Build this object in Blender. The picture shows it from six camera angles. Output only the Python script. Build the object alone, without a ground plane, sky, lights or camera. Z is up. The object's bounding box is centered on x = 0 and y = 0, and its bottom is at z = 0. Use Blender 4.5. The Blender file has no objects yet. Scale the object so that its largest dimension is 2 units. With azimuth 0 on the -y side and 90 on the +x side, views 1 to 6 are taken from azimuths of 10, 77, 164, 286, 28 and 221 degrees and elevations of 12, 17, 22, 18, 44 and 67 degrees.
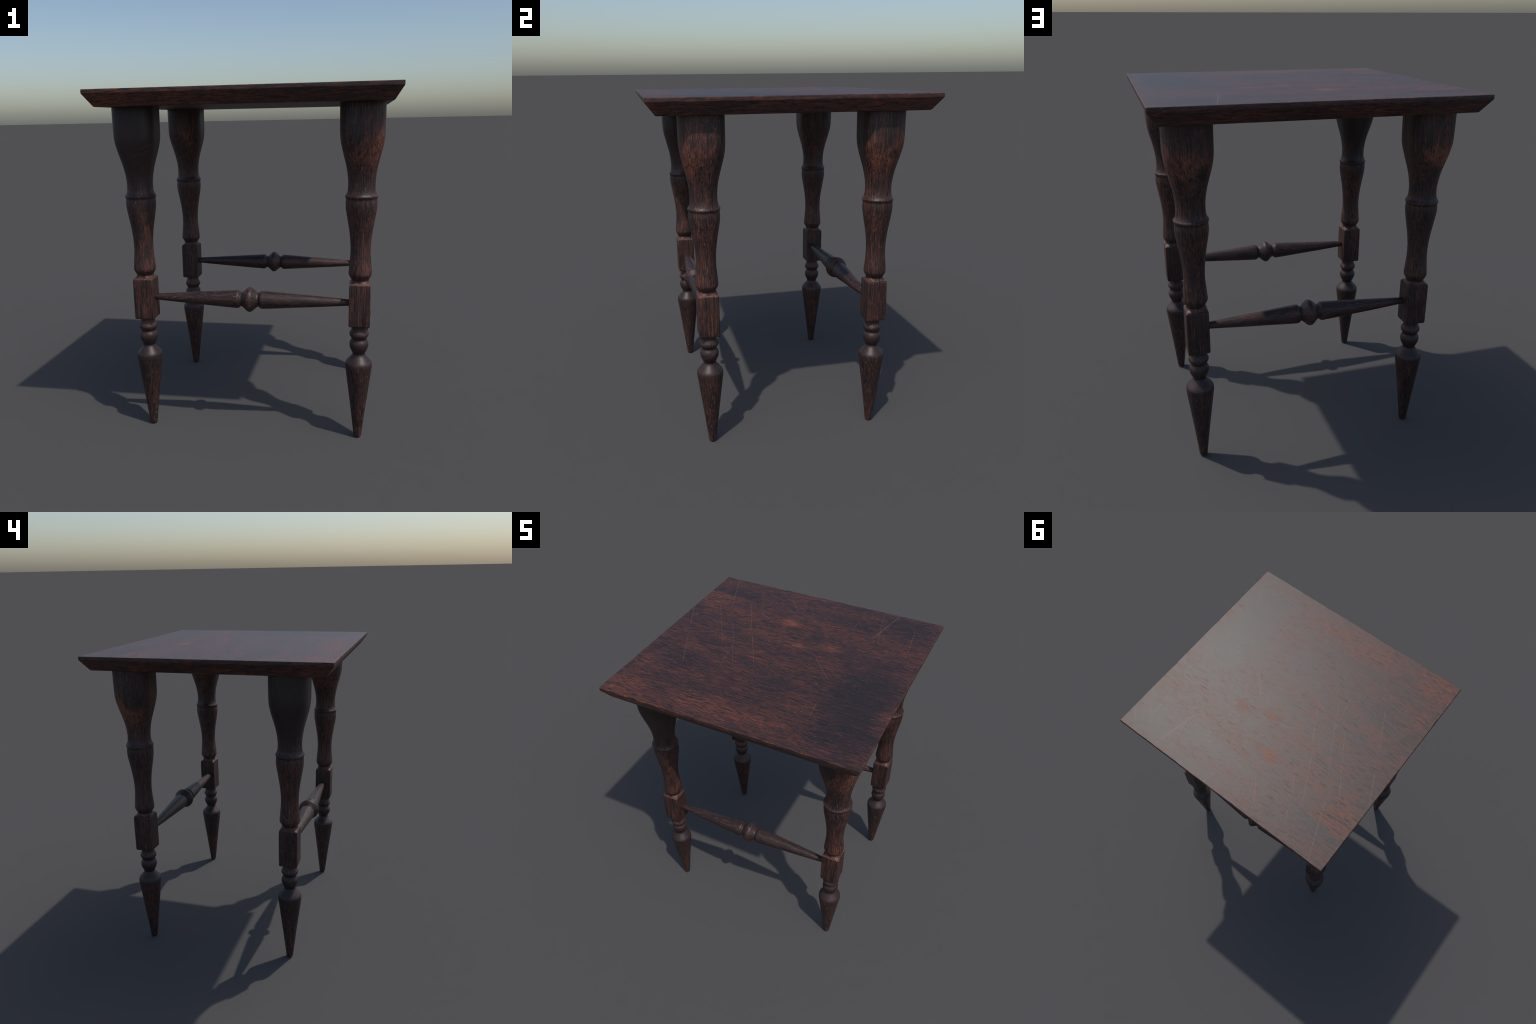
"""Small square side table of dark, worn mahogany: a bevelled top on four turned
legs (squared shoulder, bead, waisted shaft, square stretcher block, rings, peg
foot) joined in pairs by two turned stretchers."""
import bpy, bmesh, math
from mathutils import Vector

TAU = 2 * math.pi
LEG_X = (-0.6290, 0.6215)
LEG_Y = (-0.4880, 0.5025)


# ------------------------------------------------------------------ geometry
def new_object(name, bm, material, sharp=38.0, parent=None):
    me = bpy.data.meshes.new(name)
    bmesh.ops.recalc_face_normals(bm, faces=bm.faces)
    bm.to_mesh(me)
    bm.free()
    me.materials.append(material)
    me.shade_smooth()
    me.set_sharp_from_angle(angle=math.radians(sharp))
    ob = bpy.data.objects.new(name, me)
    bpy.context.scene.collection.objects.link(ob)
    ob.parent = parent
    return ob


def catmull(points, per=6):
    """Smooth curve through profile points; a point repeated twice is a crease."""
    runs, run = [], [points[0]]
    for p in points[1:]:
        if p == run[-1]:
            runs.append(run)
            run = [p]
        else:
            run.append(p)
    runs.append(run)
    out = []
    for run in runs:
        n = len(run)
        for i in range(n - 1):
            p0, p1, p2, p3 = run[max(i - 1, 0)], run[i], run[i + 1], run[min(i + 2, n - 1)]
            for k in range(per):
                t = k / per
                out.append(tuple(
                    0.5 * (2 * b + (c - a) * t + (2 * a - 5 * b + 4 * c - d) * t * t
                           + (3 * b - a - 3 * c + d) * t ** 3)
                    for a, b, c, d in zip(p0, p1, p2, p3)))
        out.append(run[-1])
    return out


def rounded_square_radius(theta, a, roundness):
    """Polar radius of a square of half width a whose corners have radius
    roundness * a; roundness 1 is a circle."""
    phi = theta % (math.pi / 2)
    if phi > math.pi / 4:
        phi = math.pi / 2 - phi
    c = a * (1 - min(max(roundness, 0.0), 1.0))
    r = a - c
    co, si = math.cos(phi), math.sin(phi)
    if a * si / co <= c:
        return a / co
    return c * (co + si) + math.sqrt(max(r * r - c * c * (co - si) ** 2, 0.0))


def section_angles():
    step = TAU / 64
    angles = [i * step for i in range(64)]
    for q in range(4):
        mid = (q + 0.5) * math.pi / 2
        angles += [mid + s * d for d in (0.018, 0.036, 0.054, 0.072) for s in (-1, 1)]
    return sorted(angles)


def loft(rings, close_top=True, close_bottom=True):
    """rings: list of lists of coordinates with equal counts."""
    bm = bmesh.new()
    rows = [[bm.verts.new(co) for co in ring] for ring in rings]
    n = len(rows[0])
    for lo, hi in zip(rows, rows[1:]):
        for i in range(n):
            j = (i + 1) % n
            bm.faces.new((lo[i], lo[j], hi[j], hi[i]))
    if close_bottom:
        bm.faces.new(rows[0])
    if close_top:
        bm.faces.new(rows[-1])
    return bm


# (height, half width, corner roundness), from the foot upward
FOOT = [(0.0, 0.0125, 1), (0.0022, 0.0175, 1), (0.007, 0.0208, 1), (0.016, 0.0228, 1),
        (0.047, 0.0264, 1), (0.1285, 0.0362, 1), (0.209, 0.0457, 1), (0.289, 0.0561, 1),
        (0.368, 0.0663, 1), (0.420, 0.0729, 1), (0.438, 0.0751, 1), (0.450, 0.0757, 1),
        (0.462, 0.0748, 1), (0.470, 0.0716, 1), (0.478, 0.0660, 1), (0.4935, 0.0520, 1),
        (0.507, 0.0402, 1), (0.5165, 0.0348, 1)]
RINGS = [(0.5165, 0.0348, 1), (0.523, 0.0358, 1), (0.532, 0.0402, 1), (0.5514, 0.0490, 1),
         (0.564, 0.0525, 1), (0.5735, 0.0533, 1), (0.583, 0.0525, 1), (0.592, 0.0496, 1),
         (0.600, 0.0448, 1), (0.6055, 0.0418, 1)]
RING_UPPER = [(0.6055, 0.0418, 1), (0.610, 0.0425, 1), (0.6165, 0.0458, 1), (0.626, 0.0513, 1),
              (0.6345, 0.0541, 1), (0.643, 0.0533, 1), (0.652, 0.0490, 1), (0.661, 0.0440, 1),
              (0.670, 0.0415, 1), (0.688, 0.0412, 1)]
BLOCK = [(0.6885, 0.0412, 1), (0.6895, 0.0530, 0.10), (0.6912, 0.0562, 0.10), (0.6950, 0.0580, 0.10),
         (0.7000, 0.0585, 0.09), (0.76, 0.0585, 0.08), (0.82, 0.0585, 0.08), (0.88, 0.0585, 0.08),
         (0.9255, 0.0583, 0.09), (0.9300, 0.0578, 0.10), (0.9330, 0.0566, 0.11), (0.9342, 0.0552, 0.13)]
CAP = [(0.9342, 0.0552, 0.13), (0.9355, 0.0538, 0.24), (0.9385, 0.0516, 0.50), (0.9430, 0.0500, 0.78),
       (0.9480, 0.0487, 0.95), (0.9530, 0.0482, 1)]
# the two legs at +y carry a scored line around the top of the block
CAP_SCORED = [(0.9312, 0.0570, 0.11), (0.9322, 0.0558, 0.12), (0.9322, 0.0490, 0.13), (0.9349, 0.0490, 0.13),
              (0.9349, 0.0550, 0.13), (0.9360, 0.0540, 0.20)] + CAP[2:]
SHAFT = [(0.9530, 0.0482, 1), (0.9580, 0.0500, 1), (0.968, 0.0555, 1), (0.9785, 0.0612, 1),
         (0.987, 0.0638, 1), (0.997, 0.0640, 1), (1.02, 0.0619, 1), (1.047, 0.0597, 1),
         (1.08, 0.0568, 1), (1.12, 0.0554, 1), (1.170, 0.0573, 1), (1.227, 0.0636, 1),
         (1.283, 0.0728, 1), (1.332, 0.0812, 1), (1.360, 0.0846, 1), (1.377, 0.0853, 1),
         (1.390, 0.0847, 1), (1.398, 0.0838, 1)]
BEAD = [(1.398, 0.0838, 1), (1.4035, 0.0840, 1), (1.4085, 0.0856, 1), (1.4125, 0.0876, 1),
        (1.4170, 0.0885, 1), (1.4215, 0.0872, 1), (1.4300, 0.0812, 1), (1.4420, 0.0767, 1),
        (1.4540, 0.0745, 1), (1.470, 0.0736, 1), (1.490, 0.0733, 0.99), (1.512, 0.0742, 0.96),
        (1.5455, 0.0780, 0.92), (1.5861, 0.0853, 0.86), (1.6265, 0.0950, 0.80), (1.6666, 0.1048, 0.74),
        (1.7000, 0.1118, 0.70), (1.7250, 0.1154, 0.67), (1.7500, 0.1172, 0.65), (1.7850, 0.1179, 0.64),
        (1.8251, 0.1180, 0.63), (1.9000, 0.1182, 0.62), (1.9250, 0.1182, 0.62)]


def build_leg(name, material, scored):
    profile = []
    for part, per in ((FOOT, 5), (RINGS, 5), (RING_UPPER, 5), (BLOCK[:-2] if scored else BLOCK, 1),
                      (CAP_SCORED if scored else CAP, 1 if scored else 3), (SHAFT, 6), (BEAD, 6)):
        curve = catmull(part, per) if per > 1 else list(part)
        profile += curve if not profile else curve[1:]
    angles = section_angles()
    rings = []
    for z, a, k in profile:
        rings.append([(math.cos(t) * rounded_square_radius(t, a, k),
                       math.sin(t) * rounded_square_radius(t, a, k), z) for t in angles])
    return loft(rings)


# stretcher: (distance from the middle, radius)
STRETCHER_HALF = [(0.0, 0.0719), (0.0070, 0.0709), (0.0150, 0.0667), (0.0225, 0.0603), (0.0300, 0.0533),
                  (0.0375, 0.0467), (0.0440, 0.0421), (0.0495, 0.0402), (0.0530, 0.0410), (0.0575, 0.0447),
                  (0.0625, 0.0490), (0.0675, 0.0513), (0.0740, 0.0521), (0.0850, 0.0516), (0.16, 0.0470),
                  (0.245, 0.0409), (0.352, 0.0340), (0.40, 0.0306), (0.557, 0.0189), (0.60, 0.0157)]


def build_stretcher():
    profile = catmull([(-d, r) for d, r in reversed(STRETCHER_HALF[1:])] + STRETCHER_HALF, 5)
    n = 48
    rings = [[(x, math.cos(TAU * i / n) * r, math.sin(TAU * i / n) * r) for i in range(n)] for x, r in profile]
    return loft(rings)


def wobble(t, seed):
    return (math.sin(t * 19.0 + seed) + 0.7 * math.sin(t * 41.0 + seed * 2.3)
            + 0.6 * math.sin(t * 87.0 + seed * 3.7) + 0.4 * math.sin(t * 151.0 + seed * 1.9)) / 2.7


def build_top():
    hx, hy, n = 0.8165, 0.7720, 90
    # (height, inset x, inset y, how much wear shifts it)
    profile = [(1.9105, 0.0600, 0.0660, 0), (1.9105, 0.0475, 0.0542, 0), (1.9112, 0.0445, 0.0510, 0),
               (1.9130, 0.0420, 0.0482, 0.2), (1.9150, 0.0405, 0.0464, 0.2), (1.9450, 0.0213, 0.0243, 0.2),
               (1.9730, 0.0034, 0.0039, 0.3), (1.9752, 0.0020, 0.0023, 0.5), (1.9770, 0.0008, 0.0009, 0.4),
               (1.9790, 0.0001, 0.0001, 0.2), (1.9805, 0.0, 0.0, 0), (1.9955, 0.0, 0.0, 0),
               (1.9970, 0.0001, 0.0001, 0.3), (1.9990, 0.0010, 0.0010, 0.9), (2.0000, 0.0030, 0.0030, 1.0),
               (2.0000, 0.0055, 0.0055, 1.0), (2.0000, 0.0400, 0.0400, 0)]
    rings = []
    for z, ix, iy, wear in profile:
        ax, ay = hx - ix, hy - iy
        ring = []
        c = 0.0035
        corners = [(-ax, -ay), (ax, -ay), (ax, ay), (-ax, ay)]
        for s in range(4):
            p, q = Vector(corners[s]), Vector(corners[(s + 1) % 4])
            d = (q - p).normalized()
            inward = Vector((-d.y, d.x))
            length = (q - p).length
            for k in range(n):
                t = k / (n - 1)
                co = p + d * (c + (length - 2 * c) * t)
                fade = min(1.0, 12 * t, 12 * (1 - t))
                co += inward * wear * fade * max(0.0, 0.0002 + 0.0020 * wobble(t, 1.7 * s + 0.4))
                ring.append((co.x, co.y, z))
        rings.append(ring)
    return loft(rings)


# ----------------------------------------------------------------- materials
class Nodes:
    """Short-hand for writing a shader tree as expressions."""

    def __init__(self, tree):
        self.tree = tree

    def add(self, kind, **settings):
        node = self.tree.nodes.new(kind)
        for key, value in settings.items():
            setattr(node, key, value)
        return node

    def put(self, socket, value):
        if isinstance(value, bpy.types.NodeSocket):
            self.tree.links.new(value, socket)
        elif value is not None:
            socket.default_value = value

    def math(self, op, a, b=None, c=None, clamp=False):
        node = self.add("ShaderNodeMath", operation=op, use_clamp=clamp)
        for socket, value in zip(node.inputs, (a, b, c)):
            self.put(socket, value)
        return node.outputs[0]

    def vec(self, op, a, b=None):
        node = self.add("ShaderNodeVectorMath", operation=op)
        self.put(node.inputs[0], a)
        if op == "SCALE":
            self.put(node.inputs[3], b)
        elif b is not None:
            self.put(node.inputs[1], b)
        return node.outputs["Value"] if op in ("DOT_PRODUCT", "LENGTH", "DISTANCE") else node.outputs[0]

    def noise(self, vector, scale=1.0, detail=3.0, rough=0.55, distortion=0.0):
        node = self.add("ShaderNodeTexNoise")
        self.put(node.inputs["Vector"], vector)
        self.put(node.inputs["Scale"], scale)
        self.put(node.inputs["Detail"], detail)
        self.put(node.inputs["Roughness"], rough)
        self.put(node.inputs["Distortion"], distortion)
        return node.outputs["Fac"]

    def step(self, value, lo, hi, out_lo=0.0, out_hi=1.0):
        node = self.add("ShaderNodeMapRange", interpolation_type="SMOOTHSTEP")
        for name, v in (("Value", value), ("From Min", lo), ("From Max", hi), ("To Min", out_lo), ("To Max", out_hi)):
            self.put(node.inputs[name], v)
        return node.outputs["Result"]

    def ramp(self, fac, stops):
        node = self.add("ShaderNodeValToRGB")
        ramp = node.color_ramp
        while len(ramp.elements) < len(stops):
            ramp.elements.new(0.5)
        for element, (pos, colour) in zip(ramp.elements, stops):
            element.position = pos
            element.color = (*colour, 1)
        self.put(node.inputs["Fac"], fac)
        return node.outputs["Color"]

    def mixf(self, fac, a, b):
        node = self.add("ShaderNodeMix", data_type="FLOAT")
        for socket, value in zip(node.inputs[0:1] + node.inputs[2:4], (fac, a, b)):
            self.put(socket, value)
        return node.outputs[0]

    def mix(self, fac, a, b, blend="MIX"):
        node = self.add("ShaderNodeMix", data_type="RGBA", blend_type=blend)
        self.put(node.inputs["Factor"], fac)
        for socket, value in ((node.inputs[6], a), (node.inputs[7], b)):
            self.put(socket, (*value, 1) if isinstance(value, tuple) else value)
        return node.outputs[2]


def scratch_group():
    """Node group: mask of a hair-thin scratch from A to B on a flat surface."""
    g = bpy.data.node_groups.new("scratch_line", "ShaderNodeTree")
    for name, kind in (("Position", "NodeSocketVector"), ("A", "NodeSocketVector"),
                       ("B", "NodeSocketVector"), ("Width", "NodeSocketFloat")):
        g.interface.new_socket(name, in_out="INPUT", socket_type=kind)
    g.interface.new_socket("Mask", in_out="OUTPUT", socket_type="NodeSocketFloat")
    n = Nodes(g)
    i = n.add("NodeGroupInput").outputs
    o = n.add("NodeGroupOutput").inputs
    pa = n.vec("SUBTRACT", i["Position"], i["A"])
    d = n.vec("SUBTRACT", i["B"], i["A"])
    t = n.math("DIVIDE", n.vec("DOT_PRODUCT", pa, d), n.vec("DOT_PRODUCT", d, d), clamp=True)
    distance = n.vec("LENGTH", n.vec("SUBTRACT", pa, n.vec("SCALE", d, t)))
    ends = n.step(n.math("MULTIPLY", t, n.math("SUBTRACT", 1.0, t)), 0.0, 0.10, 0.35, 1.0)
    line = n.step(n.math("DIVIDE", distance, i["Width"]), 0.35, 1.0, 1.0, 0.0)
    n.put(o["Mask"], n.math("MULTIPLY", line, ends))
    return g


SCRATCH = scratch_group()

# scratches on the top: from, to, strength
TOP_SCRATCHES = [
    ((-0.714, 0.760), (-0.574, 0.400), 0.75), ((-0.806, 0.266), (-0.701, 0.050), 0.85),
    ((-0.651, -0.057), (-0.509, -0.341), 0.60), ((-0.676, 0.413), (-0.394, -0.049), 0.65),
    ((-0.453, 0.201), (-0.224, -0.222), 0.60), ((-0.487, 0.528), (-0.302, 0.164), 0.70),
    ((-0.285, 0.150), (-0.100, -0.173), 0.75), ((-0.485, 0.694), (-0.295, 0.322), 0.55),
    ((-0.332, -0.019), (-0.272, -0.320), 0.55), ((-0.240, 0.682), (-0.131, 0.527), 0.75),
    ((0.102, 0.765), (0.080, 0.663), 0.80), ((0.518, 0.759), (0.450, 0.428), 1.30),
    ((0.419, 0.731), (0.498, 0.368), 0.60), ((0.671, 0.617), (0.700, 0.365), 0.85),
    ((0.298, 0.609), (0.288, 0.456), 0.50), ((0.186, 0.089), (0.357, -0.107), 0.80),
    ((0.395, -0.350), (0.409, -0.469), 0.60), ((0.649, 0.661), (0.783, 0.494), 0.45),
    ((0.734, 0.712), (0.803, 0.638), 0.55), ((-0.117, 0.135), (0.045, 0.172), 0.60)]

# worn (+) and darkened (-) patches on the top: centre, radii, strength
TOP_PATCHES = [
    ((0.600, -0.160), (0.27, 0.38), -0.20), ((0.640, -0.500), (0.26, 0.34), -0.15),
    ((0.640, 0.660), (0.26, 0.14), -0.14), ((-0.590, 0.570), (0.26, 0.055), -0.20),
    ((0.100, -0.300), (0.18, 0.12), -0.10), ((0.118, 0.279), (0.06, 0.06), -0.12),
    ((0.250, 0.520), (0.25, 0.10), -0.08), ((-0.480, -0.300), (0.20, 0.10), -0.07),
    ((-0.105, 0.370), (0.12, 0.06), 0.20), ((0.250, 0.205), (0.10, 0.05), 0.19),
    ((0.045, 0.130), (0.08, 0.06), 0.17), ((0.730, 0.365), (0.14, 0.04), 0.16),
    ((-0.670, -0.690), (0.22, 0.14), 0.18), ((-0.220, -0.660), (0.34, 0.14), 0.13),
    ((0.160, -0.640), (0.26, 0.12), 0.10), ((-0.720, 0.430), (0.18, 0.12), 0.15), ((0.780, -0.340), (0.07, 0.16), 0.16),
    ((-0.350, 0.280), (0.40, 0.24), 0.05), ((0.086, 0.458), (0.26, 0.06), 0.10)]

INK = (0.0115, 0.0098, 0.0098)
INK_DEEP = (0.0052, 0.0048, 0.0052)


def wood(name, grain, top=False):
    """Dark stained mahogany worn to red along the grain. grain: axis index."""
    m = bpy.data.materials.new(name)
    m.use_nodes = True
    n = Nodes(m.node_tree)
    m.node_tree.nodes.clear()
    out = n.add("ShaderNodeOutputMaterial")
    bsdf = n.add("ShaderNodeBsdfPrincipled")
    n.put(out.inputs["Surface"], bsdf.outputs[0])
    place = n.add("ShaderNodeTexCoord").outputs["Object"]
    info = n.add("ShaderNodeObjectInfo").outputs["Random"]
    drift = n.vec("SCALE", (13.1, 7.7, 9.3), info)
    if top:
        # end edges are faced with grain that runs round the top
        facing = n.add("ShaderNodeSeparateXYZ")
        n.put(facing.inputs[0], n.add("ShaderNodeTexCoord").outputs["Normal"])
        ends = n.math("GREATER_THAN", n.math("ABSOLUTE", facing.outputs["X"]), 0.45)
        flat = n.add("ShaderNodeSeparateXYZ")
        n.put(flat.inputs[0], place)
        turned = n.add("ShaderNodeCombineXYZ")
        for socket, axis in zip(turned.inputs, "YXZ"):
            n.put(socket, flat.outputs[axis])
        swap = n.add("ShaderNodeMix", data_type="VECTOR")
        n.put(swap.inputs["Factor"], ends)
        n.put(swap.inputs[4], place)
        n.put(swap.inputs[5], turned.outputs[0])
        moved = swap.outputs[1]
    else:
        moved = n.vec("ADD", place, drift)
    # slow waver of the grain
    waver = n.add("ShaderNodeTexNoise")
    n.put(waver.inputs["Vector"], moved)
    n.put(waver.inputs["Scale"], 3.0)
    n.put(waver.inputs["Detail"], 2.0)
    bend = n.vec("SCALE", n.vec("SUBTRACT", waver.outputs["Color"], (0.5, 0.5, 0.5)), 0.04 if top else 0.018)
    p = n.vec("ADD", moved, bend)

    def along(length, width):
        scale = [width] * 3
        scale[grain] = length
        return n.vec("MULTIPLY", p, tuple(scale))

    clouds = n.noise(along(2.2, 4.0), detail=5.0, rough=0.62)
    bands = n.noise(along(1.6, 15.0), detail=4.0, rough=0.6)
    fibre = n.noise(along(11.0, 105.0) if top else along(4.0, 125.0), detail=4.0, rough=0.65)
    fine = n.noise(along(30.0, 260.0), detail=2.0, rough=0.7)
    pores = n.noise(along(13.0, 120.0) if top else along(6.0, 125.0), detail=2.0, rough=0.5)
    blots = n.noise(n.vec("MULTIPLY", p, (5.0, 5.0, 5.0)), detail=3.0, rough=0.6)

    v = n.math("MULTIPLY_ADD", clouds, 0.20 if top else 0.28, n.math("MULTIPLY", bands, 0.20 if top else 0.24))
    v = n.math("MULTIPLY_ADD", fibre, 0.55, v)
    v = n.math("MULTIPLY_ADD", fine, 0.55, v)
    speck = n.noise(along(55.0, 150.0) if top else along(26.0, 150.0), detail=2.0, rough=0.6)
    v = n.math("MULTIPLY_ADD", speck, 0.22, v)
    v = n.math("SUBTRACT", v, 0.86 if top else 0.92)                     # about 0, +-0.2
    if top:
        for (cx, cy), (rx, ry), strength in TOP_PATCHES:
            off = n.vec("SUBTRACT", p, (cx, cy, 2.0))
            reach_ = n.vec("LENGTH", n.vec("MULTIPLY", off, (1 / rx, 1 / ry, 0.0)))
            v = n.math("MULTIPLY_ADD", n.step(reach_, 0.15, 1.15, 1.0, 0.0), strength * 0.54, v)
        rim_z = n.step(flat.outputs["Z"], 1.9965, 1.999)
        rim_x = n.step(n.math("ABSOLUTE", flat.outputs["X"]), 0.8105, 0.8145)
        rim_y = n.step(n.math("ABSOLUTE", flat.outputs["Y"]), 0.7660, 0.7700)
        rim = n.math("MULTIPLY", rim_z, n.math("MAXIMUM", rim_x, rim_y))
        under = n.step(facing.outputs["Z"], -0.25, -0.40)
        side = n.math("LESS_THAN", n.math("ABSOLUTE", facing.outputs["Z"]), 0.95)
        nicks = n.step(n.noise(n.vec("MULTIPLY", p, (22.0, 22.0, 22.0)), detail=3.0, rough=0.65), 0.42, 0.66)
        v = n.math("MULTIPLY_ADD", n.math("MULTIPLY", rim, nicks), 0.16, v)
        v = n.math("MULTIPLY_ADD", n.math("MULTIPLY", under, side), 0.035, v)
        v = n.math("MULTIPLY_ADD", n.math("MULTIPLY", side, nicks), 0.03, v)
    split = n.add("ShaderNodeSeparateXYZ")
    n.put(split.inputs[0], place)
    smooth = None
    if grain == 2:
        z = split.outputs["Z"]
        dark_top = n.add("ShaderNodeAttribute", attribute_type="OBJECT", attribute_name='["dark_top"]').outputs["Fac"]
        # polished, evenly dark shoulders of the peg foot and the rings
        smooth = n.math("MULTIPLY", n.step(n.math("MULTIPLY_ADD", blots, 0.10, z), 0.455, 0.520), n.step(n.math("MULTIPLY_ADD", blots, 0.08, z), 0.60, 0.70, 1.0, 0.0))
        hood = n.math("MULTIPLY", n.step(n.math("MULTIPLY_ADD", blots, 0.25, z), 1.52, 1.78), dark_top)
        smooth = n.math("MAXIMUM", smooth, hood)
        v = n.mixf(n.math("MULTIPLY", smooth, 0.62), v, n.math("MULTIPLY_ADD", dark_top, -0.03, -0.055))
        v = n.math("MULTIPLY_ADD", n.step(z, 0.38, 0.50, 1.0, 0.0), -0.008, v)
        bulge = n.math("MULTIPLY", n.step(z, 1.50, 1.66), n.step(z, 1.72, 1.84, 1.0, 0.0))  # upper bulge tinted orange in blotches for the sunlight on it
        bulge = n.math("MULTIPLY", bulge, n.step(blots, 0.44, 0.62))
        v = n.math("MULTIPLY_ADD", n.math("MULTIPLY", bulge, n.math("SUBTRACT", 1.0, dark_top)), 0.16, v)
        # worn waist below and above the bead, thin lighter band at the top of the block
        v = n.math("MULTIPLY_ADD", n.math("MULTIPLY", n.step(z, 0.95, 1.02), n.step(z, 1.25, 1.45, 1.0, 0.0)), 0.035, v)
        v = n.math("MULTIPLY_ADD", n.math("MULTIPLY", n.step(z, 0.925, 0.935), n.step(z, 0.945, 0.955, 1.0, 0.0)), 0.085, v)
    ink = INK if top else INK_DEEP
    level = n.math("MULTIPLY_ADD", v, 1.9 if top else 2.0 if grain == 2 else 1.75, 0.555 if top else 0.515, clamp=True)
    colour = n.ramp(level, [(0.0, ink), (0.24, (0.0145, 0.0112, 0.0108) if top else (0.0110, 0.0082, 0.0080)), (0.44, (0.0300, 0.0155, 0.0145)),
                            (0.62, (0.064, 0.0250, 0.0200)), (0.82, (0.134, 0.0455, 0.0280)),
                            (1.0, (0.225, 0.078, 0.042))])
    # dark open pores
    pit = n.step(pores, 0.56, 0.66)
    if smooth is not None:
        pit = n.math("MULTIPLY", pit, n.math("MULTIPLY_ADD", smooth, -0.85, 1.0))
    colour = n.mix(n.math("MULTIPLY", pit, 0.85), colour, ink)
    # small pale chips, crowded in places
    chips = n.noise(along(62.0, 185.0) if top else along(40.0, 150.0), detail=1.0, rough=0.5)
    crowd = n.step(n.noise(n.vec("MULTIPLY", moved, (2.6, 2.6, 2.6)), detail=2.0), 0.38, 0.72, 0.0, 0.055 if top else 0.075)
    chip = n.step(n.math("ADD", chips, crowd), 0.715, 0.79) if top else n.step(n.math("ADD", chips, crowd), 0.70, 0.78)
    if smooth is not None:
        chip = n.math("MULTIPLY", chip, n.math("MULTIPLY_ADD", smooth, -0.8, 1.0))
    colour = n.mix(n.math("MULTIPLY", chip, 0.55 if top else 0.70), colour, (0.185, 0.092, 0.062))
    # scratches
    marks = None
    if top:
        broken = n.step(n.noise(n.vec("MULTIPLY", place, (60.0, 60.0, 60.0)), detail=2.0), 0.30, 0.58, 0.12, 1.0)
        for a, b, strength in TOP_SCRATCHES:
            g = n.add("ShaderNodeGroup")
            g.node_tree = SCRATCH
            n.put(g.inputs["Position"], n.vec("ADD", place, n.vec("SCALE", bend, 0.12)))
            n.put(g.inputs["A"], (*a, 2.0))
            n.put(g.inputs["B"], (*b, 2.0))
            n.put(g.inputs["Width"], 0.0024)
            one = n.math("MULTIPLY", g.outputs["Mask"], strength)
            marks = one if marks is None else n.math("MAXIMUM", marks, one)
        marks = n.math("MULTIPLY", marks, broken, clamp=True)
        colour = n.mix(n.math("MULTIPLY", marks, 0.62), colour, (0.21, 0.125, 0.095))
    else:
        # slanting hairlines that wind round the turned surface
        u, w = (split.outputs["X"], split.outputs["Y"]) if grain == 2 else (split.outputs["Y"], split.outputs["Z"])
        lengthwise = split.outputs["Z"] if grain == 2 else split.outputs["X"]
        turn = n.math("MULTIPLY", n.math("ARCTAN2", w, u), 0.075)
        across = n.math("ADD", n.math("MULTIPLY", turn, -0.45), n.math("MULTIPLY", lengthwise, 0.89))
        onward = n.math("ADD", n.math("MULTIPLY", turn, 0.89), n.math("MULTIPLY", lengthwise, 0.45))
        comb = n.add("ShaderNodeCombineXYZ")
        n.put(comb.inputs[0], n.math("MULTIPLY", across, 210.0))
        n.put(comb.inputs[1], n.math("MULTIPLY", onward, 5.0))
        n.put(comb.inputs[2], n.math("MULTIPLY", info, 50.0))
        hair = n.step(n.noise(comb.outputs[0], detail=0.0), 0.80, 0.86)
        colour = n.mix(n.math("MULTIPLY", hair, 0.55), colour, (0.17, 0.085, 0.055))
    n.put(bsdf.inputs["Base Color"], colour)
    # gloss: the dark finish shines, bare red wood and pores are duller
    rough = n.math("MULTIPLY_ADD", level, 0.05 if top else 0.12, 0.452 if top else 0.43)
    rough = n.math("MULTIPLY_ADD", pit, 0.0 if top else 0.05, rough)
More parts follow.
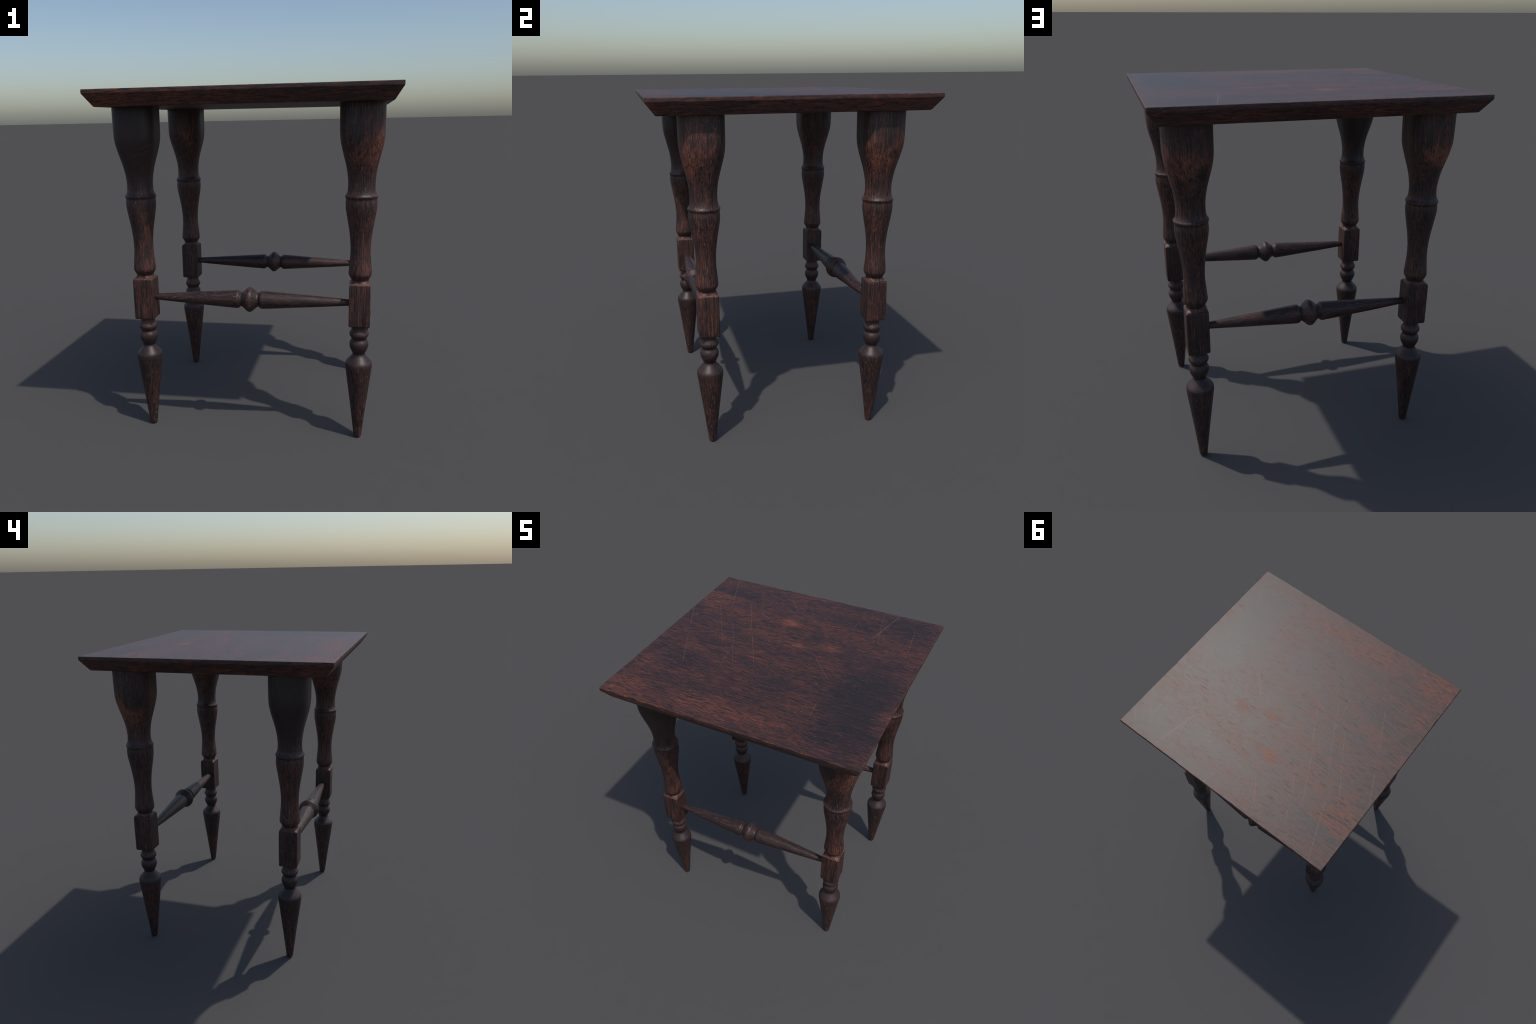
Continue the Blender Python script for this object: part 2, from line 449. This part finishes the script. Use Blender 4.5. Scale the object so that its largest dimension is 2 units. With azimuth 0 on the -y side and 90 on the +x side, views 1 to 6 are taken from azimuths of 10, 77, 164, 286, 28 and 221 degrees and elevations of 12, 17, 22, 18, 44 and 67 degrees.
    if smooth is not None:
        rough = n.math("MULTIPLY_ADD", smooth, 0.0, rough)
    n.put(bsdf.inputs["Roughness"], rough)
    n.put(bsdf.inputs["Specular IOR Level"], n.step(level, 0.50, 0.95, 0.48, 0.26) if top else 0.48)
    # fine relief: pores sink, fibres stand
    height = n.math("SUBTRACT", n.math("MULTIPLY", fibre, 0.6), n.math("MULTIPLY", pit, 0.7))
    if smooth is not None:
        height = n.math("MULTIPLY", height, n.math("MULTIPLY_ADD", smooth, -0.9, 1.0))
    bump = n.add("ShaderNodeBump")
    n.put(bump.inputs["Strength"], n.step(flat.outputs["X"], -0.75, 0.15, 0.16, 0.008) if top else 0.45)
    n.put(bump.inputs["Distance"], 0.002)
    n.put(bump.inputs["Height"], height)
    n.put(bsdf.inputs["Normal"], bump.outputs[0])
    return m


# ------------------------------------------------------------------ assembly
def main():
    scene = bpy.context.scene
    table = bpy.data.objects.new("side_table", None)
    table.empty_display_size = 0.2
    table["label"] = "small worn dark mahogany side table with turned legs"
    table["category"] = "side table"
    scene.collection.objects.link(table)

    top_wood = wood("worn_mahogany_top", 0, top=True)
    leg_wood = wood("worn_mahogany_turned_leg", 2)
    rail_wood = wood("worn_mahogany_stretcher", 0)

    new_object("tabletop", build_top(), top_wood, 25.0, table)

    plain, scored = None, None
    for y in LEG_Y:
        for x in LEG_X:
            back = y > 0
            base = scored if back else plain
            if base is None:
                leg = new_object("leg", build_leg("leg", leg_wood, back), leg_wood, 34.0, table)
                if back:
                    scored = leg
                else:
                    plain = leg
            else:
                leg = base.copy()
                leg.parent = table
                scene.collection.objects.link(leg)
            leg.location = (x, y, 0)
            leg["dark_top"] = 1.0 if (x < 0 and y < 0) else 0.0

    front = new_object("stretcher", build_stretcher(), rail_wood, 45.0, table)
    front.location = ((LEG_X[0] + LEG_X[1]) / 2, -0.4860, 0.8165)
    rear = front.copy()
    rear.parent = table
    scene.collection.objects.link(rear)
    rear.location = (front.location.x, 0.4850, 0.8165)
    rear.rotation_euler = (math.radians(70), 0, math.pi)


main()
